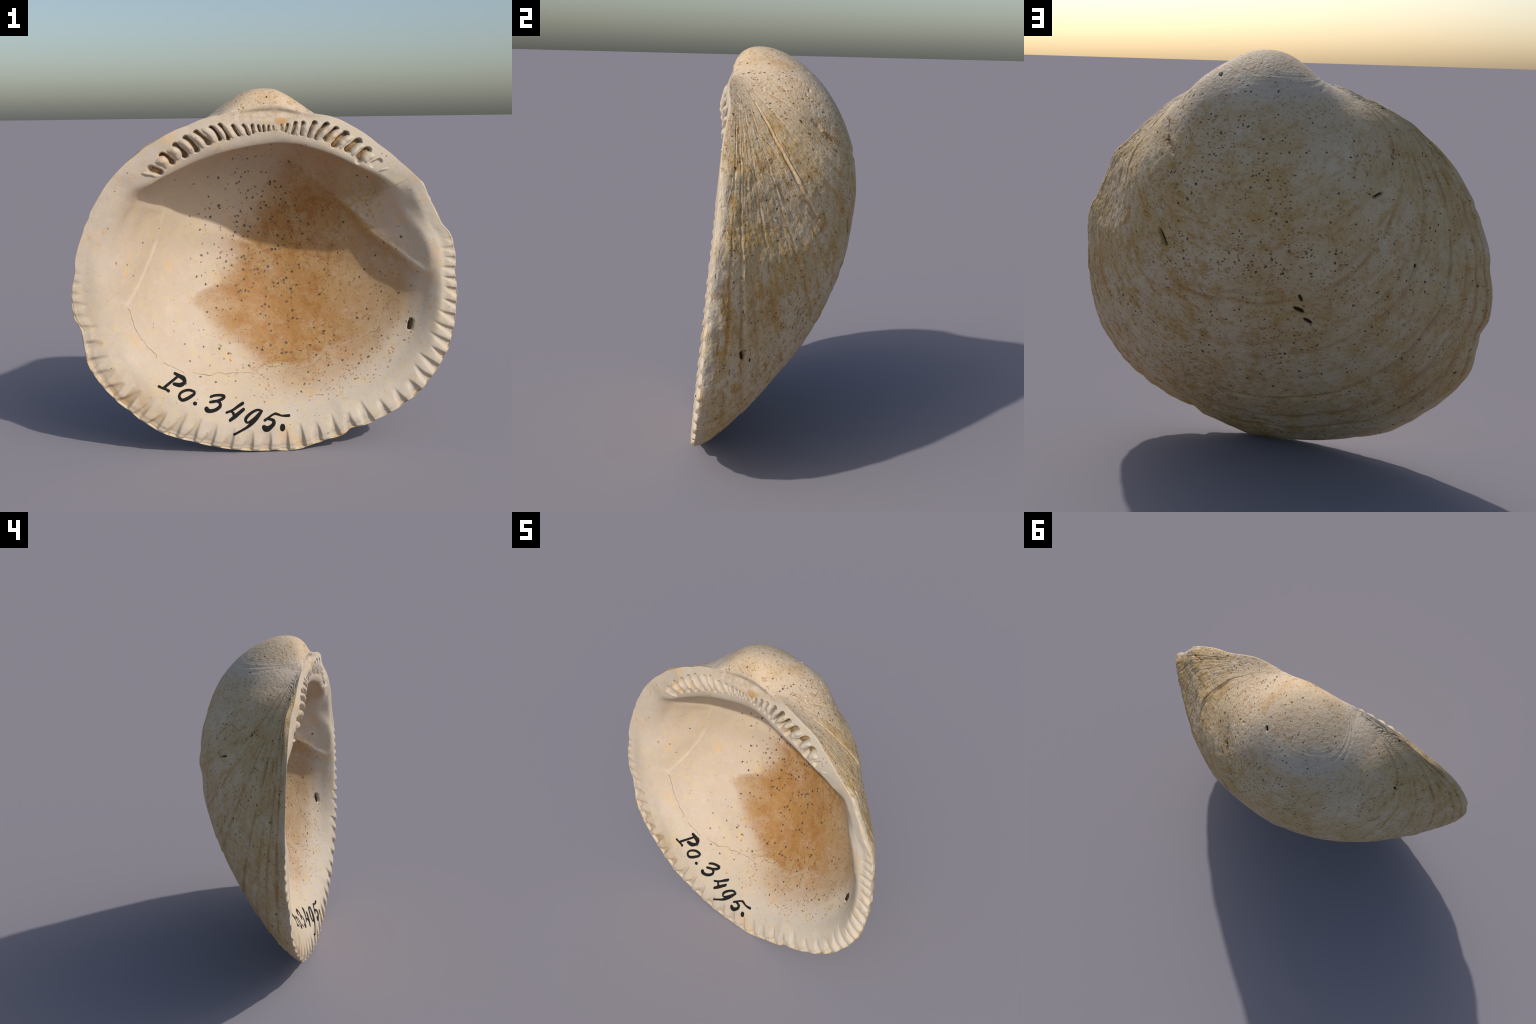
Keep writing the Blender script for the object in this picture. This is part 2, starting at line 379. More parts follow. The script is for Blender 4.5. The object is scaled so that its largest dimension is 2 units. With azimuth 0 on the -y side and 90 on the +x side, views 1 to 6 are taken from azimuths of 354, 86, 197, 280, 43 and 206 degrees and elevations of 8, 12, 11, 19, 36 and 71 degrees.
# ---------------------------------------------------------------- relief of the back
is_out = IDX <= EDGE
D = np.zeros((NT, NP))
o = slice(0, NO)
xo, yo_, zo, ps = X[:, o], Y[:, o], Z[:, o], psi[:, o]
right = sstep(-.15, .45, xo); left = 1 - sstep(-.45, .15, xo)
warp = .010 * fbm(xo * 5, yo_ * 5, zo * 5, 3) + .003 * noise3(xo * 23, yo_ * 23, zo * 23, 8)
side = sstep(.30, .75, np.abs(xo))
near = 1 - sstep(.12, .55, ps)
umb = sstep(.9, 1.3, ps)
flank = right * side
rel = .0008 * noise3(ps * 62 + warp * 300, xo * 9, zo * 9, 11) * (.22 + .9 * flank + .45 * near)
rel += .0010 * noise3(ps * 23 + warp * 130, xo * 4.5, zo * 4.5, 12) * (.12 + .8 * flank + .35 * near)
rel += .0050 * fbm(xo * 3.1, yo_ * 3.1, zo * 3.1, 5) * .6
rel += .0017 * fbm(xo * 24, yo_ * 24, zo * 24, 6) * (.35 + .9 * right + .7 * flank)
away = sstep(.22, .75, np.sqrt((xo - BX) ** 2 + (yo_ - BY) ** 2 + (zo - BZ) ** 2))
rel *= (1 - .5 * umb) * (.35 + .65 * away)
for p0, wd, dep, wl, wr in STOPS:
    gate = np.clip(.72 + .7 * noise3(xo * 3.3, zo * 3.3, 7.7 * p0 + 0 * xo, 21) + .45 * noise3(xo * 15, zo * 15, 3.1 * p0 + 0 * xo, 22), .08, 1.3)
    d = (ps - p0 + warp * .6) / wd
    k = dep * (wl * left + wr * right + .45 * (1 - np.clip(left + right, 0, 1))) * gate
    brk = sstep(-.25, .35, noise3(xo * 11, yo_ * 11, zo * 11 + 5 * p0, 24) + .35 * noise3(xo * 34, yo_ * 34, zo * 34, 25))
    rel += k * (.45 + .75 * brk) * (-np.exp(-d * d) + .42 * np.exp(-((d - 1.8) / 1.3) ** 2))
# a few growth wrinkles on the left side of the beak
wr_ = np.exp(-(((xo + .17) / .12) ** 2)) * sstep(1.1, 1.25, ps) * (1 - sstep(1.6, 1.8, ps))
rel += .0026 * noise3(ps * 58 + warp * 40, xo * 3.5, 0 * xo, 26) * wr_ * .8
# pitted spots: a band over the right shoulder of the beak and sparse single pores
rough = np.exp(-(((xo - .30) / .12) ** 2 + ((zo - 1.66) / .16) ** 2)) * (yo_ > -.12)
band = rough + .5 * np.exp(-((ps - 1.0 - .5 * (xo - .1)) / .05) ** 2) * sstep(-.1, .1, xo)
pn = noise3(xo * 62, yo_ * 62, zo * 62, 31)
rel -= .0050 * sstep(.52, .80, pn) * np.clip(.75 * band + .04, 0, 1)
pn = noise3(xo * 80, yo_ * 80, zo * 80, 33)
rel -= .0034 * sstep(.55, .85, pn) * (.25 + .8 * flank)
# broad swells and flats of the back: (x, y, z), push
for cx, cy, cz, push in [(.43, .03, 1.56, .017), (-.52, .20, 1.16, .010), (-.09, .355, .90, -.016), (-.62, -.185, 1.535, .016), (-.57, -.15, 1.58, .010),
                         (.05, -.12, .16, -.010), (-.30, -.12, .19, -.010), (-.93, -.21, .58, .010), (-.86, -.23, .40, .010), (-.74, -.19, 1.42, .010)]:
    rel += push * np.exp(-((xo - cx) ** 2 + (yo_ - cy) ** 2 + (zo - cz) ** 2) / (2 * .095 ** 2))
# slits
for a, b, w, dep in SLITS:
    a = np.array(a); b = np.array(b); ab = b - a
    P = G[:, o] - a
    t = np.clip((P @ ab) / (ab @ ab), 0, 1)
    d = np.linalg.norm(P - t[..., None] * ab, axis=-1) / (w * .85 * (.55 + .9 * np.sqrt(np.clip(4 * t * (1 - t), 0, 1))))
    rel -= dep * np.exp(-d ** 4)
rel *= sstep(0, 6, EDGE - IDX[:, o]) * .9 + .1
D[:, o] += rel

# ---------------------------------------------------------------- relief of the front
xi, zi, fi = X[:, f_], Z[:, f_], FR[:, f_]
front = np.zeros((NT, NP - NO))             # +: towards the viewer (-y)
front += .0016 * fbm(xi * 9, Y[:, f_] * 9, zi * 9, 41) + .0035 * noise3(xi * 2.6, Y[:, f_] * 2.6, zi * 2.6, 42)

# crenulated lower margin
cr = np.array(CREN); dg = np.degrees(TH)
dgu = np.where(dg < 170, dg + 360, dg)
k = np.clip(np.searchsorted(cr, dgu, side='right') - 1, 0, len(cr) - 2)
jit = .8 + .4 * np.abs(noise3(k * 1.37, 0.5, 0.2, 51))
env = np.interp(dgu, [178, 186, 197, 207, 222, 318, 336, 352, 362, 367], [0, .22, .35, .8, 1, 1, .9, .65, .35, 0])
amp = (env * jit)[:, None]
fade_f = ((.9 + .3 * noise3(k * 1.9, 7.7, .1, 53)) * np.interp(dgu, [180, 215, 250, 300, 340, 365], [.055, .100, .125, .118, .092, .060]))[:, None]


def recess(rd):
    """1 in the flat gaps between the tongues; the gaps narrow away from the rim (rd: share of the radius in from the rim)."""
    q = np.clip(rd / fade_f, 0, 1)
    s = np.clip((dgu - cr[k]) / (cr[k + 1] - cr[k]), 0, 1)[:, None] + .05 * noise3(dgu[:, None] * .9, q * 2, 0 * q, 54)
    lo = .30 + .10 * noise3(k * 2.3, 4.1, .7, 52)[:, None] + .42 * q ** 1.1
    gap = sstep(lo - .02, lo + .28, s) * (1 - sstep(.88, 1.03, s))
    dome = .22 * (1 - np.cos(TAU * np.clip(s / 1.0, 0, 1) - 1.2)) * .5      # rounded backs of the tongues
    return (gap + dome * (1 - gap)) * (1 - q) ** .85


rim_d = 1 - fi
front -= amp * .029 * recess(rim_d) * (.80 + .20 * sstep(0, .03, rim_d))
front += amp * .004 * (1 - sstep(.2, 1.0, rim_d / fade_f)) * sstep(.010, .030, rim_d)
# the same wave carried on to the very edge and the last centimetre of the back
G[:, o, 1] += amp * .029 * .80 * recess(np.zeros((NT, 1))) * sstep(EDGE - 9, EDGE, IDX[:, o])

# hinge sockets
hz = (Z[:, f_] > 1.40) & (fi > .72) & (np.arange(NP - NO)[None, :] < LIP_IDX)
pit = np.zeros_like(front)
for (ax, az, bx, bz), w, dep in zip(SOCKETS, SOCK_W, SOCK_D):
    d, t = seg_dist(xi, zi, ax, az, bx, bz)
    pit = np.maximum(pit, dep * (1 - sstep(.50, 1.25, d / w * (1 + .22 * noise3(xi * 38, zi * 38, 0 * xi, 66)))))
front -= pit * hz
# growth stripes and pores of the ligament area
lig = np.exp(-((xi - .02) / .22) ** 2) * sstep(.88, .93, fi) * hz
front -= .018 * np.exp(-((xi - .05) / .17) ** 2 - ((zi - 1.738) / .026) ** 2) * sstep(0, .035, rim_d)
front += lig * (.0007 * fbm(xi * 45, 0 * xi, zi * 45, 61) + .0006 * noise3(0 * xi, 0 * xi, zi * 95, 62))
# bore hole by the right margin
d, t = seg_dist(xi, zi, .768, .597, .778, .636)
front -= .016 * (1 - sstep(.6, 1.2, d / .012))
G[:, f_, 1] -= front

G[:, o] += N0[:, o] * D[:, o, None]
# single points at the two poles
G[:, 0] = G[:, 1].mean(0); G[:, -1] = G[:, -2].mean(0)

# front height lookup for ink, cracks and infill
_fi_order = None


def front_y(x, z):
    th = math.atan2(z - CZ, x) % TAU; r = math.hypot(x, z - CZ)
    dth = np.abs((TH - th + math.pi) % TAU - math.pi); i = int(np.argmin(dth))
    rr = np.hypot(G[i, NO:, 0], G[i, NO:, 2] - CZ); ys = G[i, NO:, 1]
    lim = LIP_IDX if (28 < math.degrees(th) < 155 and r > fl[i] * RAD[i]) else len(rr)
    rr, ys = rr[:lim], ys[:lim]
    o_ = np.argsort(rr)
    return float(np.interp(r, rr[o_], ys[o_]))


# ==== BLENDER ====

import bpy

# =====================================================================
# 3. materials
# =====================================================================


class Nodes:
    def __init__(self, name):
        self.mat = bpy.data.materials.new(name); self.mat.use_nodes = True
        self.nt = self.mat.node_tree; self.nt.nodes.clear()
        self.out = self.nt.nodes.new('ShaderNodeOutputMaterial')
        self.bsdf = self.nt.nodes.new('ShaderNodeBsdfPrincipled')
        self.nt.links.new(self.bsdf.outputs[0], self.out.inputs[0])
        tc = self.nt.nodes.new('ShaderNodeTexCoord'); self.pos = tc.outputs['Object']
        sx = self.nt.nodes.new('ShaderNodeSeparateXYZ'); self.nt.links.new(self.pos, sx.inputs[0])
        self.x, self.y, self.z = sx.outputs

    def put(self, sock, v):
        if isinstance(v, (int, float)): sock.default_value = v
        elif isinstance(v, tuple): sock.default_value = v if len(v) == len(sock.default_value) else v + (1.0,)
        else: self.nt.links.new(v, sock)

    def m(self, op, a, b=0.0, c=None, clamp=False):
        n = self.nt.nodes.new('ShaderNodeMath'); n.operation = op; n.use_clamp = clamp
        self.put(n.inputs[0], a); self.put(n.inputs[1], b)
        if c is not None: self.put(n.inputs[2], c)
        return n.outputs[0]

    def add(self, a, b): return self.m('ADD', a, b)
    def sub(self, a, b): return self.m('SUBTRACT', a, b)
    def mul(self, a, b): return self.m('MULTIPLY', a, b)

    def step(self, v, lo, hi, a=0.0, b=1.0):
        n = self.nt.nodes.new('ShaderNodeMapRange'); n.interpolation_type = 'SMOOTHSTEP'
        self.put(n.inputs[0], v); self.put(n.inputs[1], lo); self.put(n.inputs[2], hi)
        self.put(n.inputs[3], a); self.put(n.inputs[4], b)
        return n.outputs[0]

    def vec(self, x, y, z):
        n = self.nt.nodes.new('ShaderNodeCombineXYZ')
        for s_, v in zip(n.inputs, (x, y, z)): self.put(s_, v)
        return n.outputs[0]

    def vadd(self, a, b):
        n = self.nt.nodes.new('ShaderNodeVectorMath'); n.operation = 'ADD'
        self.put(n.inputs[0], a); self.put(n.inputs[1], b); return n.outputs[0]

    def vscale(self, a, s_):
        n = self.nt.nodes.new('ShaderNodeVectorMath'); n.operation = 'SCALE'
        self.put(n.inputs[0], a); self.put(n.inputs['Scale'], s_); return n.outputs[0]

    def noise(self, scale, detail=3.0, rough=.55, vec=None, color=False, dist=0.0):
        n = self.nt.nodes.new('ShaderNodeTexNoise')
        self.put(n.inputs['Vector'], vec if vec is not None else self.pos)
        self.put(n.inputs['Scale'], scale); self.put(n.inputs['Detail'], detail); self.put(n.inputs['Roughness'], rough)
        self.put(n.inputs['Distortion'], dist)
        return n.outputs['Color' if color else 'Fac']

    def vor(self, scale, vec=None):
        n = self.nt.nodes.new('ShaderNodeTexVoronoi')
        self.put(n.inputs['Vector'], vec if vec is not None else self.pos); self.put(n.inputs['Scale'], scale)
        sc = self.nt.nodes.new('ShaderNodeSeparateColor'); self.nt.links.new(n.outputs['Color'], sc.inputs[0])
        return n.outputs['Distance'], sc.outputs

    def ramp(self, v, stops):
        n = self.nt.nodes.new('ShaderNodeValToRGB'); self.put(n.inputs[0], v)
        e = n.color_ramp.elements
        while len(e) < len(stops): e.new(.5)
        for el, (p, c) in zip(e, stops):
            el.position = p; el.color = (c, c, c, 1) if isinstance(c, (int, float)) else c + (1,)
        return n.outputs[0]

    def mix(self, f, a, b):
        n = self.nt.nodes.new('ShaderNodeMix'); n.data_type = 'RGBA'
        self.put(n.inputs[0], f); self.put(n.inputs[6], a); self.put(n.inputs[7], b)
        return n.outputs[2]

    def bump(self, h, strength, dist):
        n = self.nt.nodes.new('ShaderNodeBump'); self.put(n.inputs['Height'], h)
        n.inputs['Strength'].default_value = strength; n.inputs['Distance'].default_value = dist
        self.nt.links.new(n.outputs[0], self.bsdf.inputs['Normal'])

    def finish(self, col, rough):
        self.put(self.bsdf.inputs['Base Color'], col); self.put(self.bsdf.inputs['Roughness'], rough)
        self.bsdf.inputs['Specular IOR Level'].default_value = .25
        return self.mat

    def ellipse(self, cx, cz, rx, rz, soft=.5):
        a = self.mul(self.sub(self.x, cx), 1 / rx); b = self.mul(self.sub(self.z, cz), 1 / rz)
        d = self.m('SQRT', self.add(self.mul(a, a), self.mul(b, b)))
        return self.step(d, 1 - soft, 1 + soft, 1.0, 0.0)

    def specks(self, scale, size, gate, wob=.012, vec=None):
        """Scattered irregular dots; gate = share of cells that carry one (socket or number)."""
        jig = self.vscale(self.noise(110, 2, .6, color=True), wob)
        d, c = self.vor(scale, self.vadd(vec if vec is not None else self.pos, jig))
        on = self.step(self.sub(gate, c[0]), -.01, .01)
        r = self.m('MULTIPLY_ADD', c[1], size * .75, size * .45)
        return self.mul(on, self.step(self.sub(d, r), -.06, .04, 1.0, 0.0))


def back_material():
    N = Nodes('weathered_back')
    dy, dz = N.sub(N.y, BY), N.sub(N.z, BZ)
    a = N.sub(N.mul(dy, 1 / NQ), N.mul(dz, .1 / NQ))
    b = N.sub(N.mul(dy, -.1 / NQ), N.mul(dz, 1 / NQ))
    psi_ = N.m('ARCTAN2', a, b)
    wv = N.mul(N.sub(N.noise(6, 2), .5), .035)
    psw = N.add(psi_, wv)
    rad = N.m('SQRT', N.add(N.mul(N.x, N.x), N.add(N.mul(dy, dy), N.mul(dz, dz))))
    line = N.vec(N.mul(psw, 20), N.mul(N.x, 8), N.mul(rad, 8))
    fine = N.vec(N.mul(psw, 62), N.mul(N.x, 26), N.mul(rad, 26))
    far = N.step(rad, .30, .80)
    right = N.step(N.x, -.35, .5)
    cloud = N.noise(2.6, 3, .55)
    col = N.mix(N.mul(N.step(cloud, .38, .64), N.add(.15, N.mul(far, .85))), N.mix(far, (.62, .485, .34), BACK_PALE), BACK_TAN)
    col = N.mix(N.mul(N.step(N.noise(8, 4, .65), .52, .70), .45), col, BACK_WHITE)
    amt = N.mul(N.add(.40, N.mul(right, .45)), N.add(.25, N.mul(far, .75)))
    col = N.mix(N.mul(N.step(N.noise(1, 5, .68, line), .50, .66), amt), col, BACK_OCHRE)
    col = N.mix(N.mul(N.step(N.noise(12, 5, .7), .52, .66), N.mul(N.add(.25, N.mul(far, .75)), N.add(.45, N.mul(right, .25)))), col, BACK_OCHRE)
    col = N.mix(N.mul(N.step(N.noise(1, 4, .68, fine), .55, .68), N.mul(amt, .85)), col, BACK_RUST)
    col = N.mix(N.mul(N.step(N.noise(27, 4, .7), .54, .67), N.add(.36, N.mul(right, .16))), col, BACK_RUST)
    col = N.mix(N.mul(N.step(N.noise(52, 3, .65), .54, .66), N.add(.22, N.mul(right, .16))), col, (.42, .225, .055))
    big = N.noise(7, 3, .6)
    col = N.mix(N.mul(N.step(big, .54, .74), .38), col, (.45, .23, .050))
    # rust gathered along the growth stops
    stops = [(0, 0.0)]
    for p0, wd, dep, wl, wr in STOPS:
        if p0 > 1.0: continue
        q = p0 / 1.2
        stops += [(q - .012, 0.0), (q, min(1.0, dep * 120)), (q + .012, 0.0)]
    stops = sorted(stops)[:31]
    gl = N.ramp(N.mul(N.add(psi_, N.mul(wv, .25)), 1 / 1.2), stops)
    col = N.mix(N.mul(gl, N.step(N.noise(4.5, 2), .42, .62, .05, .55)), col, BACK_RUST)
    # bluish, less stained patch below the beak
    col = N.mix(N.mul(N.ellipse(-.13, 1.72, .30, .05, .8), .25), col, (.56, .54, .51))
    mic = N.specks(80, .32, N.step(N.noise(5, 3), .35, .65, .10, .55), .010)
    col = N.mix(N.mul(mic, .60), col, (.25, .110, .022))
    # dashes and dots
    zone = N.step(N.noise(3.2, 2), .44, .62)
    mid = N.ellipse(.05, .95, .70, .75, .35)
    dash = N.vec(N.mul(N.x, 48), N.mul(N.y, 48), N.mul(N.z, 84))
    d1 = N.specks(1.0, .25, N.add(.10, N.mul(N.mul(zone, mid), .60)), .45, dash)
    col = N.mix(N.mul(d1, .88), col, (.15, .065, .018))
    d2 = N.specks(46, .22, N.add(.12, N.mul(N.mul(zone, mid), .35)), .014)
    col = N.mix(N.mul(d2, .92), col, (.035, .030, .028))
    d3 = N.specks(21, .15, N.add(.05, N.mul(mid, .14)), .018)
    col = N.mix(N.mul(d3, .92), col, (.022, .019, .018))
    col = N.mix(N.mul(N.mul(N.step(psi_, .004, .030, 1.0, 0.0), N.step(N.z, 1.30, 1.50, 1.0, 0.0)), N.step(N.noise(9, 3), .35, .65, .8, .30)), col, IN_PALE)
    grain = N.noise(180, 3, .6)
    col = N.mix(N.step(grain, .35, .75, 0.0, .16), col, (.30, .21, .12))
    h = N.sub(N.add(N.mul(N.mul(N.noise(1, 3, .6, fine), far), .55), N.mul(N.noise(52, 4, .68), 1.0)), N.mul(N.add(d1, d2), .9))
    N.bump(h, .55, .010)
    return N.finish(col, N.step(grain, .3, .7, .62, .8))


def front_material(name, stained):
    N = Nodes(name)
    col = N.mix(N.step(N.noise(2.2, 3, .5), .36, .66), IN_CREAM, IN_ROSE)
    # paler, greyer margin
    dep = N.sub(N.y, N.sub(N.mul(N.z, .1), .375))
    marg = N.mul(N.step(dep, .03, .16, 1.0, 0.0), N.step(N.x, -.85, .55, .35, 1.0))
    col = N.mix(N.mul(marg, .8), col, IN_PALE)
    col = N.mix(N.mul(N.step(N.noise(14, 4, .7), .48, .66), .45), col, (.59, .47, .27))
    col = N.mix(N.mul(N.step(N.noise(17, 4, .7, N.vadd(N.pos, (3.1, 1.7, 5.2))), .50, .66), .45), col, (.60, .46, .385))
    col = N.mix(N.mul(N.step(N.noise(48, 4, .7), .50, .70), .30), col, (.43, .34, .23))
    blot = N.noise(7.5, 4, .6)
    col = N.mix(N.mul(N.step(blot, .56, .72), .42), col, (.66, .43, .19))
    col = N.mix(N.mul(N.step(N.noise(19, 4, .68), .60, .72), .60), col, (.55, .31, .10))
    # ochre dirt held in the gaps of the lower left margin
    gr = N.mul(N.ellipse(-.80, .17, .22, .22, .5), N.step(N.noise(13, 3), .36, .52))
    gr = N.mul(gr, N.step(dep, .004, .012, .35, 1.0))
    col = N.mix(N.mul(gr, .65), col, (.38, .235, .09))
    # stained, porous band under the beak
    lg = N.mul(N.ellipse(.02, 1.735, .28, .048, .5), N.step(N.noise(38, 4, .7), .36, .62))
    col = N.mix(N.mul(lg, .70), col, (.42, .305, .185))
    col = N.mix(N.mul(N.ellipse(.085, 1.697, .030, .018, .5), .75), col, (.46, .245, .055))
    if stained:
        wob = N.mul(N.sub(N.noise(5, 5, .65), .5), .26)
        wob2 = N.mul(N.sub(N.noise(19, 4, .65), .5), .10)
        edge = [(.30, -.04), (.445, -.10), (.52, -.19), (.594, -.28), (.68, -.345), (.71, -.366), (.74, -.374), (.765, -.358), (.785, -.31), (.80, -.235),
                (.884, -.22), (.99, -.215), (1.134, -.13), (1.262, -.03), (1.456, .04), (1.6, .09)]
        xb = N.sub(N.mul(N.ramp(N.mul(N.z, .5), [(z_ / 2, (x_ + 1) / 2) for z_, x_ in edge]), 2), 1)
        soft = N.add(N.step(N.z, .78, 1.0, .0, .16), N.step(N.z, .52, .72, .070, .026))
        lw = N.step(N.sub(N.add(N.sub(N.x, xb), N.mul(N.add(N.mul(wob, .22), N.mul(wob2, .6)), N.step(N.z, .76, .95, 1.0, 3.2))), N.mul(soft, .2)), N.mul(soft, -1), soft)
        low = [(-.3, .36), (-.04, .358), (.0, .385), (.13, .39), (.19, .368), (.26, .389), (.35, .459), (.45, .487), (.53, .523), (.61, .568), (.65, .66), (.73, .73)]
        zb = N.ramp(N.mul(N.add(N.x, 1), .5), [((x_ + 1) / 2, z_ / 2) for x_, z_ in low])
        dz = N.sub(N.z, N.mul(zb, 2))
        aw = N.step(N.x, .02, .30, .010, .045)
        above = N.step(N.add(dz, N.mul(wob2, .3)), N.mul(aw, -1), aw)
        skirt = N.mul(N.step(N.add(dz, N.mul(wob, .6)), -.22, -.01), N.step(N.x, -.06, .25, .25, .72))
        vert = N.m('MAXIMUM', N.mul(above, N.step(N.x, .38, .70, 1.0, .80)), skirt)
        # the right muscle scar stays clean
        pl = N.add(N.mul(N.sub(N.x, .466), .66), N.mul(N.sub(N.z, 1.239), .75))
        clean = N.sub(1.0, N.mul(N.mul(N.step(N.add(pl, N.mul(wob2, .5)), -.01, .012), .90), N.step(N.add(N.sub(N.z, N.mul(N.x, .35)), N.mul(wob, .8)), 1.02, 1.16, 1.0, .25)))
        topf = N.step(N.z, 1.25, 1.60, 1.0, .62)
        st_ = N.mul(N.mul(lw, vert), N.mul(N.mul(clean, topf), N.step(dep, .07, .17)))
        tone = N.mix(N.step(N.noise(4.0, 4, .6), .36, .66), STAIN_TAN, STAIN_ORANGE)
        tone = N.mix(N.mul(N.step(N.noise(9, 5, .7), .50, .64), .60), tone, (.40, .285, .145))
        tone = N.mix(N.mul(N.step(N.noise(24, 5, .75), .49, .60), .75), tone, (.27, .100, .016))
        mic = N.specks(85, .34, .34, .008)
        tone = N.mix(N.mul(mic, .85), tone, (.20, .070, .013))
        tone = N.mix(N.mul(N.step(N.noise(60, 4, .7), .54, .68), .45), tone, (.24, .105, .030))
        tone = N.mix(N.mul(N.ellipse(-.05, .68, .30, .18, .6), .45), tone, (.33, .150, .030))
        tone = N.mix(N.mul(N.step(N.add(N.x, N.mul(wob, .8)), .30, .62), .40), tone, (.42, .295, .16))
        st_ = N.mul(st_, N.step(N.add(N.sub(N.x, xb), N.mul(wob, .5)), .0, .17, .58, 1.0))
        st_ = N.mul(st_, N.step(N.noise(7, 5, .7), .28, .54, .74, 1.0))
        col = N.mix(N.mul(st_, .95), col, tone)
        # rusty flecks scattered past the stain to the lower right wall
        fz = N.mul(N.mul(N.ellipse(.33, .52, .48, .36, .4), N.step(dep, .03, .09)), N.step(N.noise(6, 3), .30, .60, .15, .60))
        fk = N.specks(62, .34, fz, .016)
        col = N.mix(N.mul(fk, .75), col, (.30, .125, .030))
        # yellow pores on the right scar
        yz = N.mul(N.ellipse(.55, 1.24, .09, .17, .5), N.step(N.noise(40, 3, .6), .50, .60))
        col = N.mix(N.mul(yz, .75), col, (.42, .27, .06))
        # black specks, thickest in the upper middle of the bowl
        z1 = N.ellipse(-.02, 1.10, .27, .42, .35); z2 = N.ellipse(.25, .72, .60, .50, .3)
        gate = N.add(N.add(.05, N.mul(z1, 1.0)), N.mul(z2, .30))
        sp = N.mul(N.specks(38, .26, gate, .020), N.step(dep, .05, .10))
        col = N.mix(N.mul(sp, .9), col, (.040, .034, .032))
    sp = N.specks(46, .17, .09, .010)
    col = N.mix(N.mul(sp, .75), col, (.11, .085, .065))
    grain = N.noise(150, 3, .6)
    col = N.mix(N.step(grain, .40, .8, 0.0, .12), col, (.45, .31, .18))
    N.bump(N.add(N.mul(N.noise(34, 4, .6), .8), N.mul(grain, .35)), .30, .006)
    return N.finish(col, N.step(blot, .3, .7, .50, .66))


def plain_material(name, c0, c1, scale, rough):
    N = Nodes(name)
    f = N.noise(scale, 4, .6)
    N.bump(f, .5, .01)
    return N.finish(N.mix(N.step(f, .35, .65), c0, c1), rough)


BACK_PALE, BACK_TAN, BACK_WHITE = (.64, .50, .325), (.57, .405, .205), (.69, .59, .45)
BACK_OCHRE, BACK_RUST = (.47, .265, .055), (.35, .155, .026)
IN_CREAM, IN_ROSE, IN_PALE = (.530, .430, .315), (.525, .424, .330), (.520, .460, .370)
STAIN_TAN, STAIN_ORANGE = (.37, .220, .082), (.33, .155, .030)
MAT_BACK = back_material()
MAT_BOWL = front_material('stained_inner_shell', True)
MAT_RIM = front_material('clean_inner_shell', False)
MAT_INK = plain_material('black_ink', (.004, .004, .004), (.011, .010, .009), 60, .85)
MAT_SOIL = plain_material('tan_sediment', (.42, .27, .12), (.24, .145, .065), 30, .85)
MAT_DARK = plain_material('dark_brown', (.050, .026, .012), (.030, .016, .009), 40, .9)
MAT_CRACK = plain_material('crack_line', (.36, .26, .16), (.17, .125, .08), 9, .9)

# =====================================================================
# 4. objects
# =====================================================================
root = bpy.data.objects.new('bivalve_shell', None)
bpy.context.scene.collection.objects.link(root)
root['label'] = 'weathered cream fossil clam valve with toothed hinge and inked number'
root['category'] = 'seashell'


def link(me, name, parent, mat):
    ob = bpy.data.objects.new(name, me)
    bpy.context.scene.collection.objects.link(ob)
    ob.parent = parent
    if mat and not me.materials: me.materials.append(mat)
    return ob


def mesh_from(verts, faces, name):
    me = bpy.data.meshes.new(name)
    me.from_pydata([tuple(v) for v in verts], [], faces)
    me.polygons.foreach_set('use_smooth', [True] * len(me.polygons)); me.update()
    return me


# ---- the valve body: one smooth surface, divided by region
VG = G[:, 1:-1]                                        # without the poles
NC = NP - 2
vid = (np.arange(NT)[:, None] * NC + np.arange(NC)[None, :])
i1 = (np.arange(NT) + 1) % NT
quads = np.stack([vid[:, :-1], vid[i1][:, :-1], vid[i1][:, 1:], vid[:, 1:]], -1).reshape(-1, 4)
col_id = np.tile(np.arange(1, NC), NT)                # profile index of each quad
row_id = np.repeat(np.arange(NT), NC - 1)
V = np.concatenate([VG.reshape(-1, 3), G[0, :1], G[0, -1:]])
top, bot = NT * NC, NT * NC + 1
tri_o = np.stack([vid[i1, 0], vid[:, 0], np.full(NT, top)], -1)
tri_i = np.stack([vid[:, -1], vid[i1, -1], np.full(NT, bot)], -1)
# vertex normals of the whole body
VN = np.zeros_like(V)
for F in (quads, tri_o, tri_i):
    p = V[F]
    n = np.cross(p[:, 2] - p[:, 0], p[:, (3 if F.shape[1] == 4 else 1)] - p[:, (1 if F.shape[1] == 4 else 0)])
    if F.shape[1] == 3: n = np.cross(p[:, 1] - p[:, 0], p[:, 2] - p[:, 0])
    else: n = np.cross(p[:, 2] - p[:, 0], p[:, 3] - p[:, 1])
    for c in range(F.shape[1]):
        for ax in range(3): VN[:, ax] += np.bincount(F[:, c], n[:, ax], minlength=len(V))
VN /= np.linalg.norm(VN, axis=1, keepdims=True) + 1e-12
if VN[vid[:, 60]][:, 1].mean() < 0:                    # back normals must look backwards
    VN = -VN; quads = quads[:, ::-1]; tri_o = tri_o[:, ::-1]; tri_i = tri_i[:, ::-1]
qc = V[quads].mean(1)
qf = FR[row_id, col_id]; qt = np.degrees(TH[row_id])
qpsi = growth_angle(qc[:, 0], qc[:, 1], qc[:, 2])
fr = col_id >= EDGE
hinge = (qt > 30) & (qt < 153)
ji = col_id - EDGE
REG = np.zeros(len(quads), int)                        # 0 valve back
REG[(~fr) & (qpsi > 1.05) & (np.abs(qc[:, 0]) < .45)] = 1
REG[fr] = 2                                            # inner bowl
REG[fr & ~hinge & (qf > .885)] = 3                     # crenulated margin
REG[fr & hinge & (ji < LIP_IDX + 5)] = 4
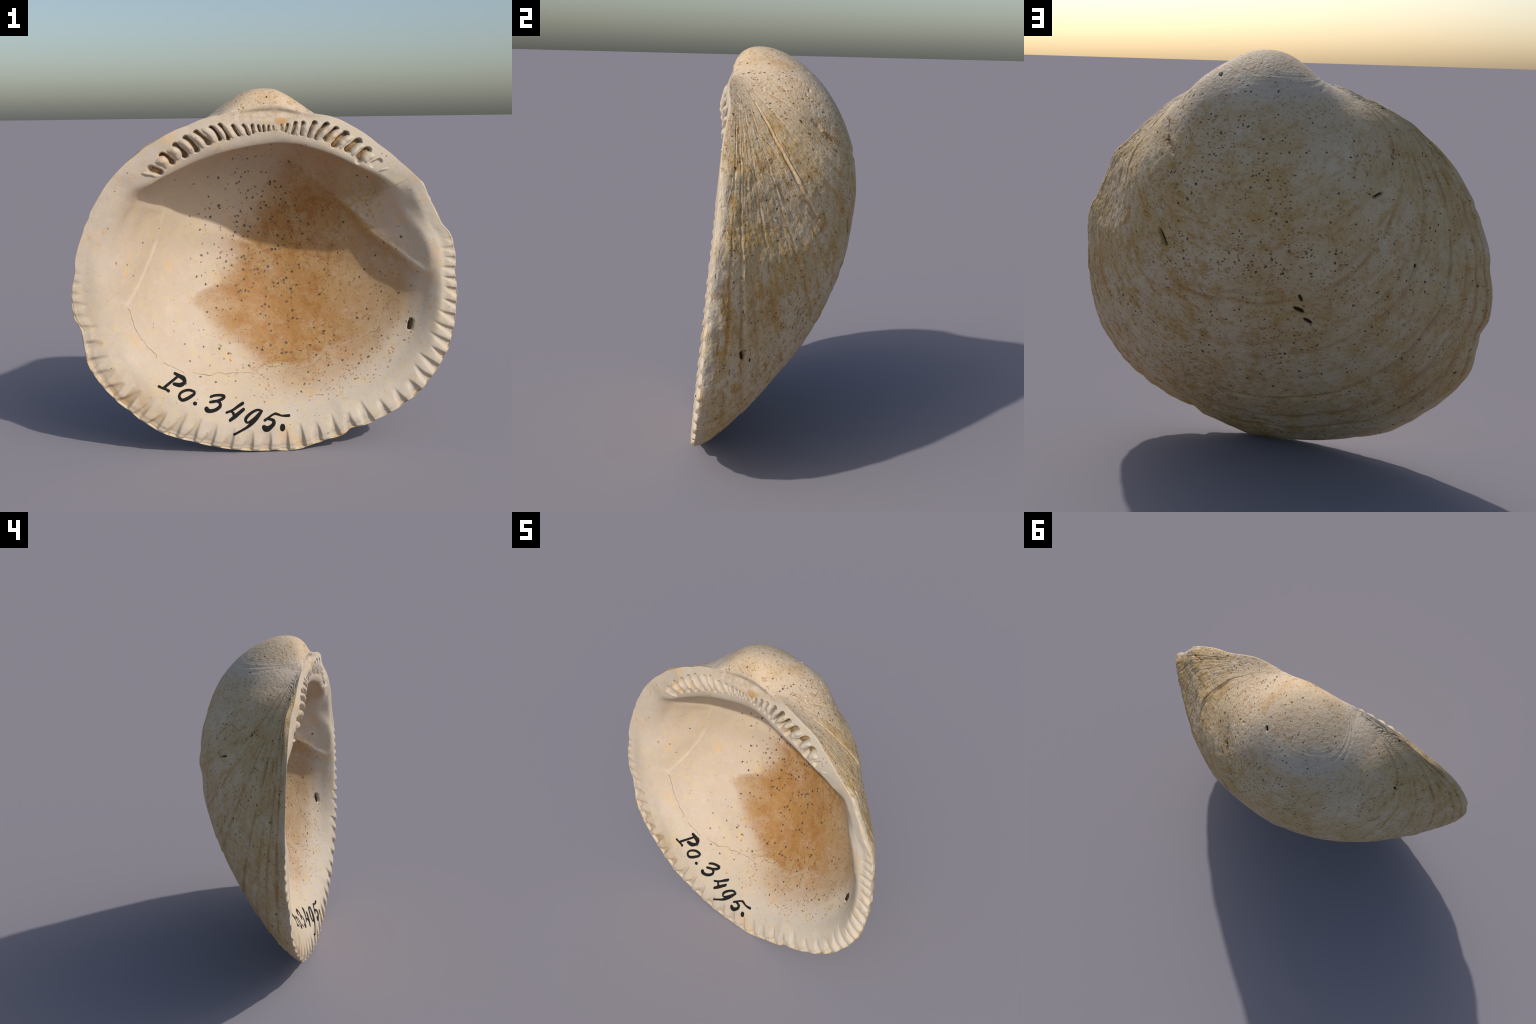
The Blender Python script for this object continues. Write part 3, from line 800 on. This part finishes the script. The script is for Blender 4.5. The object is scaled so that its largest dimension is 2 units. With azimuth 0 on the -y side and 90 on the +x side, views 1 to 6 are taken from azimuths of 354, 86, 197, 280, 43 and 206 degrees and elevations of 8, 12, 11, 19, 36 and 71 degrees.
REG[fr & (qt > 66) & (qt < 114) & (ji < SUB[0] + SUB[1])] = 5
dl, sl, rl = polyline_dist(qc[:, 0], qc[:, 2], SEAM_L)
REG[(REG == 2) & (sl == polyline_dist(np.array([-.69]), np.array([1.08]), SEAM_L)[1][0]) & (dl < .24) & (rl > .01) & (rl < .99)] = 6
dl, sl, rl = polyline_dist(qc[:, 0], qc[:, 2], LEDGE_R)
REG[(REG == 2) & (sl == polyline_dist(np.array([.72]), np.array([1.25]), LEDGE_R)[1][0]) & (dl < .26) & (rl > .01) & (rl < .99)] = 7
PARTS = [('valve_back', MAT_BACK), ('umbo', MAT_BACK), ('inner_bowl', MAT_BOWL), ('crenulated_margin', MAT_RIM), ('hinge_plate', MAT_RIM),
         ('ligament_area', MAT_RIM), ('muscle_scar', MAT_BOWL), ('muscle_scar', MAT_BOWL)]
part_ob = {}
for k_, (nm, mat) in enumerate(PARTS):
    Q = quads[REG == k_]
    T = tri_o if k_ == 0 else tri_i if k_ == 2 else np.zeros((0, 3), int)
    used = np.unique(np.concatenate([Q.ravel(), T.ravel()]))
    remap = np.full(len(V), -1); remap[used] = np.arange(len(used))
    me = bpy.data.meshes.new(nm)
    me.vertices.add(len(used)); me.vertices.foreach_set('co', V[used].astype(np.float32).ravel())
    loops = np.concatenate([remap[Q].ravel(), remap[T].ravel()])
    me.loops.add(len(loops)); me.loops.foreach_set('vertex_index', loops.astype(np.int32))
    starts = np.concatenate([np.arange(len(Q)) * 4, len(Q) * 4 + np.arange(len(T)) * 3])
    me.polygons.add(len(starts)); me.polygons.foreach_set('loop_start', starts.astype(np.int32))
    me.polygons.foreach_set('use_smooth', np.ones(len(starts), bool))
    me.update(calc_edges=True); me.validate()
    me.normals_split_custom_set_from_vertices(VN[used].tolist())
    part_ob[k_] = link(me, nm, root, mat)

# ---- hinge teeth: rounded cross ridges between the sockets
plate = part_ob[4]


def plate_y(x, z):
    th = math.atan2(z - CZ, x) % TAU; r = math.hypot(x, z - CZ)
    i = int(np.argmin(np.abs((TH - th + math.pi) % TAU - math.pi)))
    q = np.clip((1 - r / RAD[i]) / (1 - fl[i]), 0, 1)
    return float(YR[i] + (yl[i] - YR[i]) * q + bul[i] * math.sin(math.pi * q))


rng = np.random.default_rng(7)


def tooth(ax, az, bx, bz, w, h, bend):
    """Ridge from outer end a to inner end b: w half width, h height over the plate."""
    nu, nv = 22, 13
    d = np.array([bx - ax, bz - az]); L = np.linalg.norm(d); d /= L; nrm = np.array([-d[1], d[0]])
    vs = []
    for iu in range(nu):
        u = -1 + 2 * iu / (nu - 1)
        prof = max(0.0, 1 - abs(u) ** 2.6) ** .8
        off = bend * (1 - u * u) * w
        for iv in range(nv):
            v = -1 + 2 * iv / (nv - 1)
            ww = w * (.55 + .45 * prof) * (1.0 + .10 * noise3(np.array(u * 2.1 + ax * 31), 0., np.array(v + 9.))[()])
            p = np.array([ax + (bx - ax) * (u + 1) / 2, az + (bz - az) * (u + 1) / 2]) + nrm * (v * ww + off)
            dome = max(0.0, 1 - abs(v) ** 2.8) ** .55
            lum = .0040 * float(noise3(np.array(p[0] * 60), np.array(p[1] * 60), np.array(.3)))
            hh = (h + .004) * prof - .004 + lum * prof - (.010 + .045 * prof) * (1 - dome)
            vs.append((p[0], plate_y(p[0], p[1]) - hh, p[1]))
    fs = [(a * nv + b, a * nv + b + 1, (a + 1) * nv + b + 1, (a + 1) * nv + b) for a in range(nu - 1) for b in range(nv - 1)]
    return mesh_from(vs, fs, 'hinge_tooth')


ends = []
for k_ in range(len(SOCKETS) - 1):
    A_, B_ = np.array(SOCKETS[k_]), np.array(SOCKETS[k_ + 1])
    if k_ == 13: continue                                # smooth gap under the beak
    mid = (A_ + B_) / 2
    gap = np.linalg.norm(A_[:2] + A_[2:] - B_[:2] - B_[2:]) / 2
    w = max(.0035, (gap - .80 * (SOCK_W[k_] + SOCK_W[k_ + 1])) / 2 + .003) * rng.uniform(.9, 1.1)
    ends.append((mid, w, np.interp(abs(mid[0] - .06), [0, .15, .30, .50], [.001, .003, .007, .014])))
ends.append((np.array([-.622, 1.440, -.560, 1.425]), .014, .010))
ends.append((np.array([.640, 1.448, .590, 1.432]), .013, .008))
for mid, w, h in ends:
    c = (mid[:2] + mid[2:]) / 2; half = (mid[:2] - mid[2:]) / 2 * rng.uniform(1.42, 1.6)
    a_, b_ = c + half, c - half
    link(tooth(a_[0], a_[1], b_[0], b_[1], w, h, (.5 if c[0] < 0 else -.4) * (abs(c[0]) > .2)), 'hinge_tooth', plate, MAT_RIM)


# ---- sediment still filling the sockets, dark brown lumps set in the bore holes
def pebble(center, axis, la, lb, lc, seed, name):
    """Lumpy flattened body: la along the axis, lb across, lc deep (along y)."""
    nu, nv = 14, 20
    d = np.array(axis, float); d /= np.linalg.norm(d)
    yv = np.array([0, 1.0, 0]); c_ = np.cross(d, yv); c_ /= np.linalg.norm(c_); yv = np.cross(c_, d)
    vs = []
    for iu in range(nu + 1):
        a = math.pi * iu / nu
        for iv in range(nv):
            b = TAU * iv / nv
            q = np.array([math.cos(a), math.sin(a) * math.cos(b), math.sin(a) * math.sin(b)])
            k = 1 + .22 * float(noise3(np.array(q[0] * 1.7 + seed), np.array(q[1] * 1.7), np.array(q[2] * 1.7)))
            vs.append(np.array(center) + d * q[0] * la * k + c_ * q[1] * lb * k + yv * q[2] * lc * k)
    fs = [(a * nv + b, a * nv + (b + 1) % nv, (a + 1) * nv + (b + 1) % nv, (a + 1) * nv + b) for a in range(nu) for b in range(nv)]
    return mesh_from(vs, fs, name)


for k_, ((ax, az, bx, bz), w, dep) in enumerate(zip(SOCKETS, SOCK_W, SOCK_D)):
    if dep < .02: continue
    t_ = .5 + .12 * rng.standard_normal()
    cx, cz = ax + (bx - ax) * t_, az + (bz - az) * t_
    L = math.hypot(bx - ax, bz - az)
    full = .62 if k_ in (21, 22, 23) else .86
    cy = plate_y(cx, cz) + dep * full + .010
    link(pebble((cx, cy, cz), (ax - bx, 0, az - bz), L * .58, w * .95, .016, k_ * 3.1, 'sediment_plug'), 'sediment_plug', plate, MAT_SOIL)

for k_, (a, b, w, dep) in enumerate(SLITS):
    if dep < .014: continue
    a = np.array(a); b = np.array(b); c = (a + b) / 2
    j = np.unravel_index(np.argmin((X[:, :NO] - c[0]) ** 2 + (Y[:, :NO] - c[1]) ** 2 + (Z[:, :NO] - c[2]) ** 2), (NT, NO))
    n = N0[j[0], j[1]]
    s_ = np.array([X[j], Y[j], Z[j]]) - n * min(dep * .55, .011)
    link(pebble(s_ - n * .004, b - a, np.linalg.norm(b - a) * .60, w * .80, .006, k_ * 1.7, 'dark_pit_lump'), 'dark_pit_lump', part_ob[0], MAT_DARK)
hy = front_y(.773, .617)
link(pebble((.773, hy - .006, .617), (.012, .012, .045), .034, .0135, .010, 5.5, 'dark_pit_lump'), 'dark_pit_lump', part_ob[2], MAT_DARK)


# ---- ink and cracks: thin domed strokes laid on the inner face
def smooth_path(pts, step):
    P = np.array(pts, float)
    if len(P) > 2:
        E = np.concatenate([[2 * P[0] - P[1]], P, [2 * P[-1] - P[-2]]]); out = []
        for i in range(len(P) - 1):
            p0, p1, p2, p3 = E[i:i + 4]
            for s_ in np.linspace(0, 1, 12, endpoint=False):
                out.append(.5 * (2 * p1 + (p2 - p0) * s_ + (2 * p0 - 5 * p1 + 4 * p2 - p3) * s_ ** 2 + (3 * p1 - p0 - 3 * p2 + p3) * s_ ** 3))
        out.append(P[-1]); P = np.array(out)
    d = np.r_[0, np.cumsum(np.hypot(*np.diff(P[:, :2], axis=0).T))]
    n = max(3, int(d[-1] / step))
    t = np.linspace(0, d[-1], n)
    return np.stack([np.interp(t, d, P[:, c]) for c in range(P.shape[1])], 1)


def stroke(verts, faces, pts, lift, step=.004, caps=True):
    """pts: (x, z, half width). Adds a rounded ribbon resting on the inner face."""
    P = smooth_path(pts, step)
    if caps:                                             # round ends
        d0 = P[0, :2] - P[1, :2]; d0 /= np.linalg.norm(d0); d1 = P[-1, :2] - P[-2, :2]; d1 /= np.linalg.norm(d1)
        ca = [np.r_[P[0, :2] + d0 * P[0, 2] * math.cos(a), P[0, 2] * max(.05, math.sin(a))] for a in np.linspace(.0, math.pi / 2, 5)[:-1]]
        cb = [np.r_[P[-1, :2] + d1 * P[-1, 2] * math.cos(a), P[-1, 2] * max(.05, math.sin(a))] for a in np.linspace(math.pi / 2, 0, 5)[1:]]
        P = np.concatenate([ca, P, cb])
    tan = np.gradient(P[:, :2], axis=0); tan /= np.linalg.norm(tan, axis=1, keepdims=True) + 1e-9
    base = len(verts); cs = [(-1, -.002), (-.92, .5), (-.5, 1), (0, 1.15), (.5, 1), (.92, .5), (1, -.002)]
    for (x, z, w), t in zip(P, tan):
        for o_, h in cs:
            px, pz = x - t[1] * o_ * w, z + t[0] * o_ * w
            yv = front_y(px, pz)
            verts.append((px, yv - (h * lift if h > 0 else -.003), pz))
    m_ = len(cs)
    for i in range(len(P) - 1):
        for j in range(m_ - 1):
            faces.append((base + i * m_ + j, base + i * m_ + j + 1, base + (i + 1) * m_ + j + 1, base + (i + 1) * m_ + j))


# handwriting, one list of pen strokes per character: (x, z, half width)
INK = [
    [[(-.4862, .3982, .007), (-.4766, .3920, .007), (-.4679, .3844, .008)],
     [(-.4645, .3865, .007), (-.4868, .3741, .007), (-.5072, .3638, .007), (-.5274, .3526, .0075), (-.5425, .3427, .008)],
     [(-.5702, .3509, .0065), (-.5573, .3438, .0055), (-.5427, .3374, .0065), (-.5307, .3318, .006), (-.5217, .3252, .008)],
     [(-.4808, .3962, .006), (-.4612, .3826, .009), (-.4430, .3711, .011), (-.4355, .3577, .010), (-.4430, .3481, .010), (-.4613, .3440, .010), (-.4844, .3504, .008), (-.4926, .3533, .007)]],
    [[(-.4040, .3145, .006), (-.4223, .3178, .006), (-.4425, .3162, .0065), (-.4594, .3093, .007), (-.4672, .2958, .0075), (-.4618, .2827, .008), (-.4493, .2757, .0085),
      (-.4275, .2803, .009), (-.4038, .2898, .0085), (-.3868, .2986, .007), (-.3893, .3075, .006), (-.4025, .3129, .006)]],
    [[(-.3877, .2552, .0095), (-.3851, .2543, .0095)]],
    [[(-.3022, .2757, .006), (-.2833, .2788, .006), (-.2595, .2781, .006), (-.2380, .2745, .007), (-.2301, .2686, .008), (-.2442, .2600, .0075), (-.2683, .2553, .006), (-.2886, .2537, .007), (-.3072, .2534, .006)],
     [(-.2751, .2548, .006), (-.2603, .2492, .007), (-.2543, .2401, .0085), (-.2569, .2294, .009), (-.2741, .2184, .009), (-.2944, .2133, .009), (-.3110, .2135, .010), (-.3228, .2180, .012), (-.3273, .2238, .0125)]],
    [[(-.1355, .2349, .0075), (-.1560, .2263, .0075), (-.1771, .2156, .0065), (-.1978, .2067, .0055), (-.2233, .1998, .006)],
     [(-.2183, .2006, .005), (-.2014, .2035, .005), (-.1902, .1966, .007), (-.1843, .1849, .010)],
     [(-.1341, .2092, .008), (-.1552, .1963, .009), (-.1760, .1829, .010), (-.1933, .1722, .009), (-.2063, .1647, .008)]],
    [[(-.0438, .1996, .006), (-.0534, .2041, .0055), (-.0739, .2016, .006), (-.0984, .1905, .007), (-.1205, .1742, .0085), (-.1271, .1620, .0085), (-.1213, .1508, .006), (-.1080, .1519, .005)],
     [(-.1080, .1519, .006), (-.0799, .1704, .005), (-.0549, .1881, .006), (-.0400, .1982, .007)],
     [(-.0418, .1964, .007), (-.0666, .1701, .009), (-.0949, .1468, .0095), (-.1224, .1281, .007), (-.1529, .1134, .006), (-.1880, .0975, .006)]],
    [[(.1017, .1742, .007), (.0822, .1740, .006), (.0618, .1755, .0045), (.0456, .1813, .006), (.0297, .1855, .006)],
     [(.0297, .1855, .005), (.0114, .1793, .005), (-.0063, .1686, .006), (-.0273, .1580, .0065)],
     [(-.0101, .1630, .005), (.0082, .1605, .007), (.0189, .1530, .010), (.0179, .1409, .010), (.0036, .1278, .011), (-.0133, .1181, .015), (-.0267, .1199, .016), (-.0317, .1250, .013)]],
    [[(.0638, .1251, .0145), (.0630, .1172, .0145)]],
]
# fine cracks of the inner layer: (x, z)
CRACKS = [
    [(-.717, .744), (-.704, .703), (-.695, .672), (-.682, .628), (-.658, .586), (-.615, .533), (-.579, .493), (-.577, .478)],
    [(-.542, .455), (-.518, .438), (-.478, .418), (-.438, .393)],
    [(-.392, .388), (-.342, .377), (-.302, .368), (-.276, .371), (-.245, .371), (-.214, .364), (-.183, .366), (-.131, .363), (-.095, .360), (-.054, .351), (-.041, .370)],
    [(-.040, .379), (.008, .386), (.043, .375), (.086, .383), (.128, .390), (.158, .385), (.176, .370), (.217, .375), (.264, .389), (.292, .412), (.323, .437), (.351, .459), (.393, .472), (.447, .487),
     (.483, .506), (.533, .523), (.574, .552), (.611, .568), (.629, .606), (.646, .643), (.654, .675), (.678, .703), (.697, .731), (.724, .731), (.731, .718)],
    [(.720, .786), (.727, .757), (.724, .731)],
]
inscription = bpy.data.objects.new('inscription', None)
bpy.context.scene.collection.objects.link(inscription); inscription.parent = root
for strokes in INK:
    vs, fs = [], []
    for q, s_ in enumerate(strokes): stroke(vs, fs, s_, .0022 + .0004 * q)
    link(mesh_from(vs, fs, 'ink_character'), 'ink_character', inscription, MAT_INK)

for k_, path in enumerate(CRACKS):
    P = smooth_path([(x, z, 1.0) for x, z in path], .006)
    n = len(P)
    P[:, 0] += .004 * noise3(P[:, 0] * 45, P[:, 1] * 45, k_ * 7.3 + 0 * P[:, 0], 71)
    P[:, 1] += .004 * noise3(P[:, 0] * 45, P[:, 1] * 45, k_ * 7.3 + 0 * P[:, 0], 72)
    P[:, 2] = np.clip(.0008 + .0009 * noise3(P[:, 0] * 30, P[:, 1] * 30, .5 + 0 * P[:, 0], 73), .0003, .002)
    vs, fs = [], []
    stroke(vs, fs, P.tolist(), .0010, .004, False)
    link(mesh_from(vs, fs, 'hairline_crack'), 'hairline_crack', part_ob[2], MAT_CRACK)
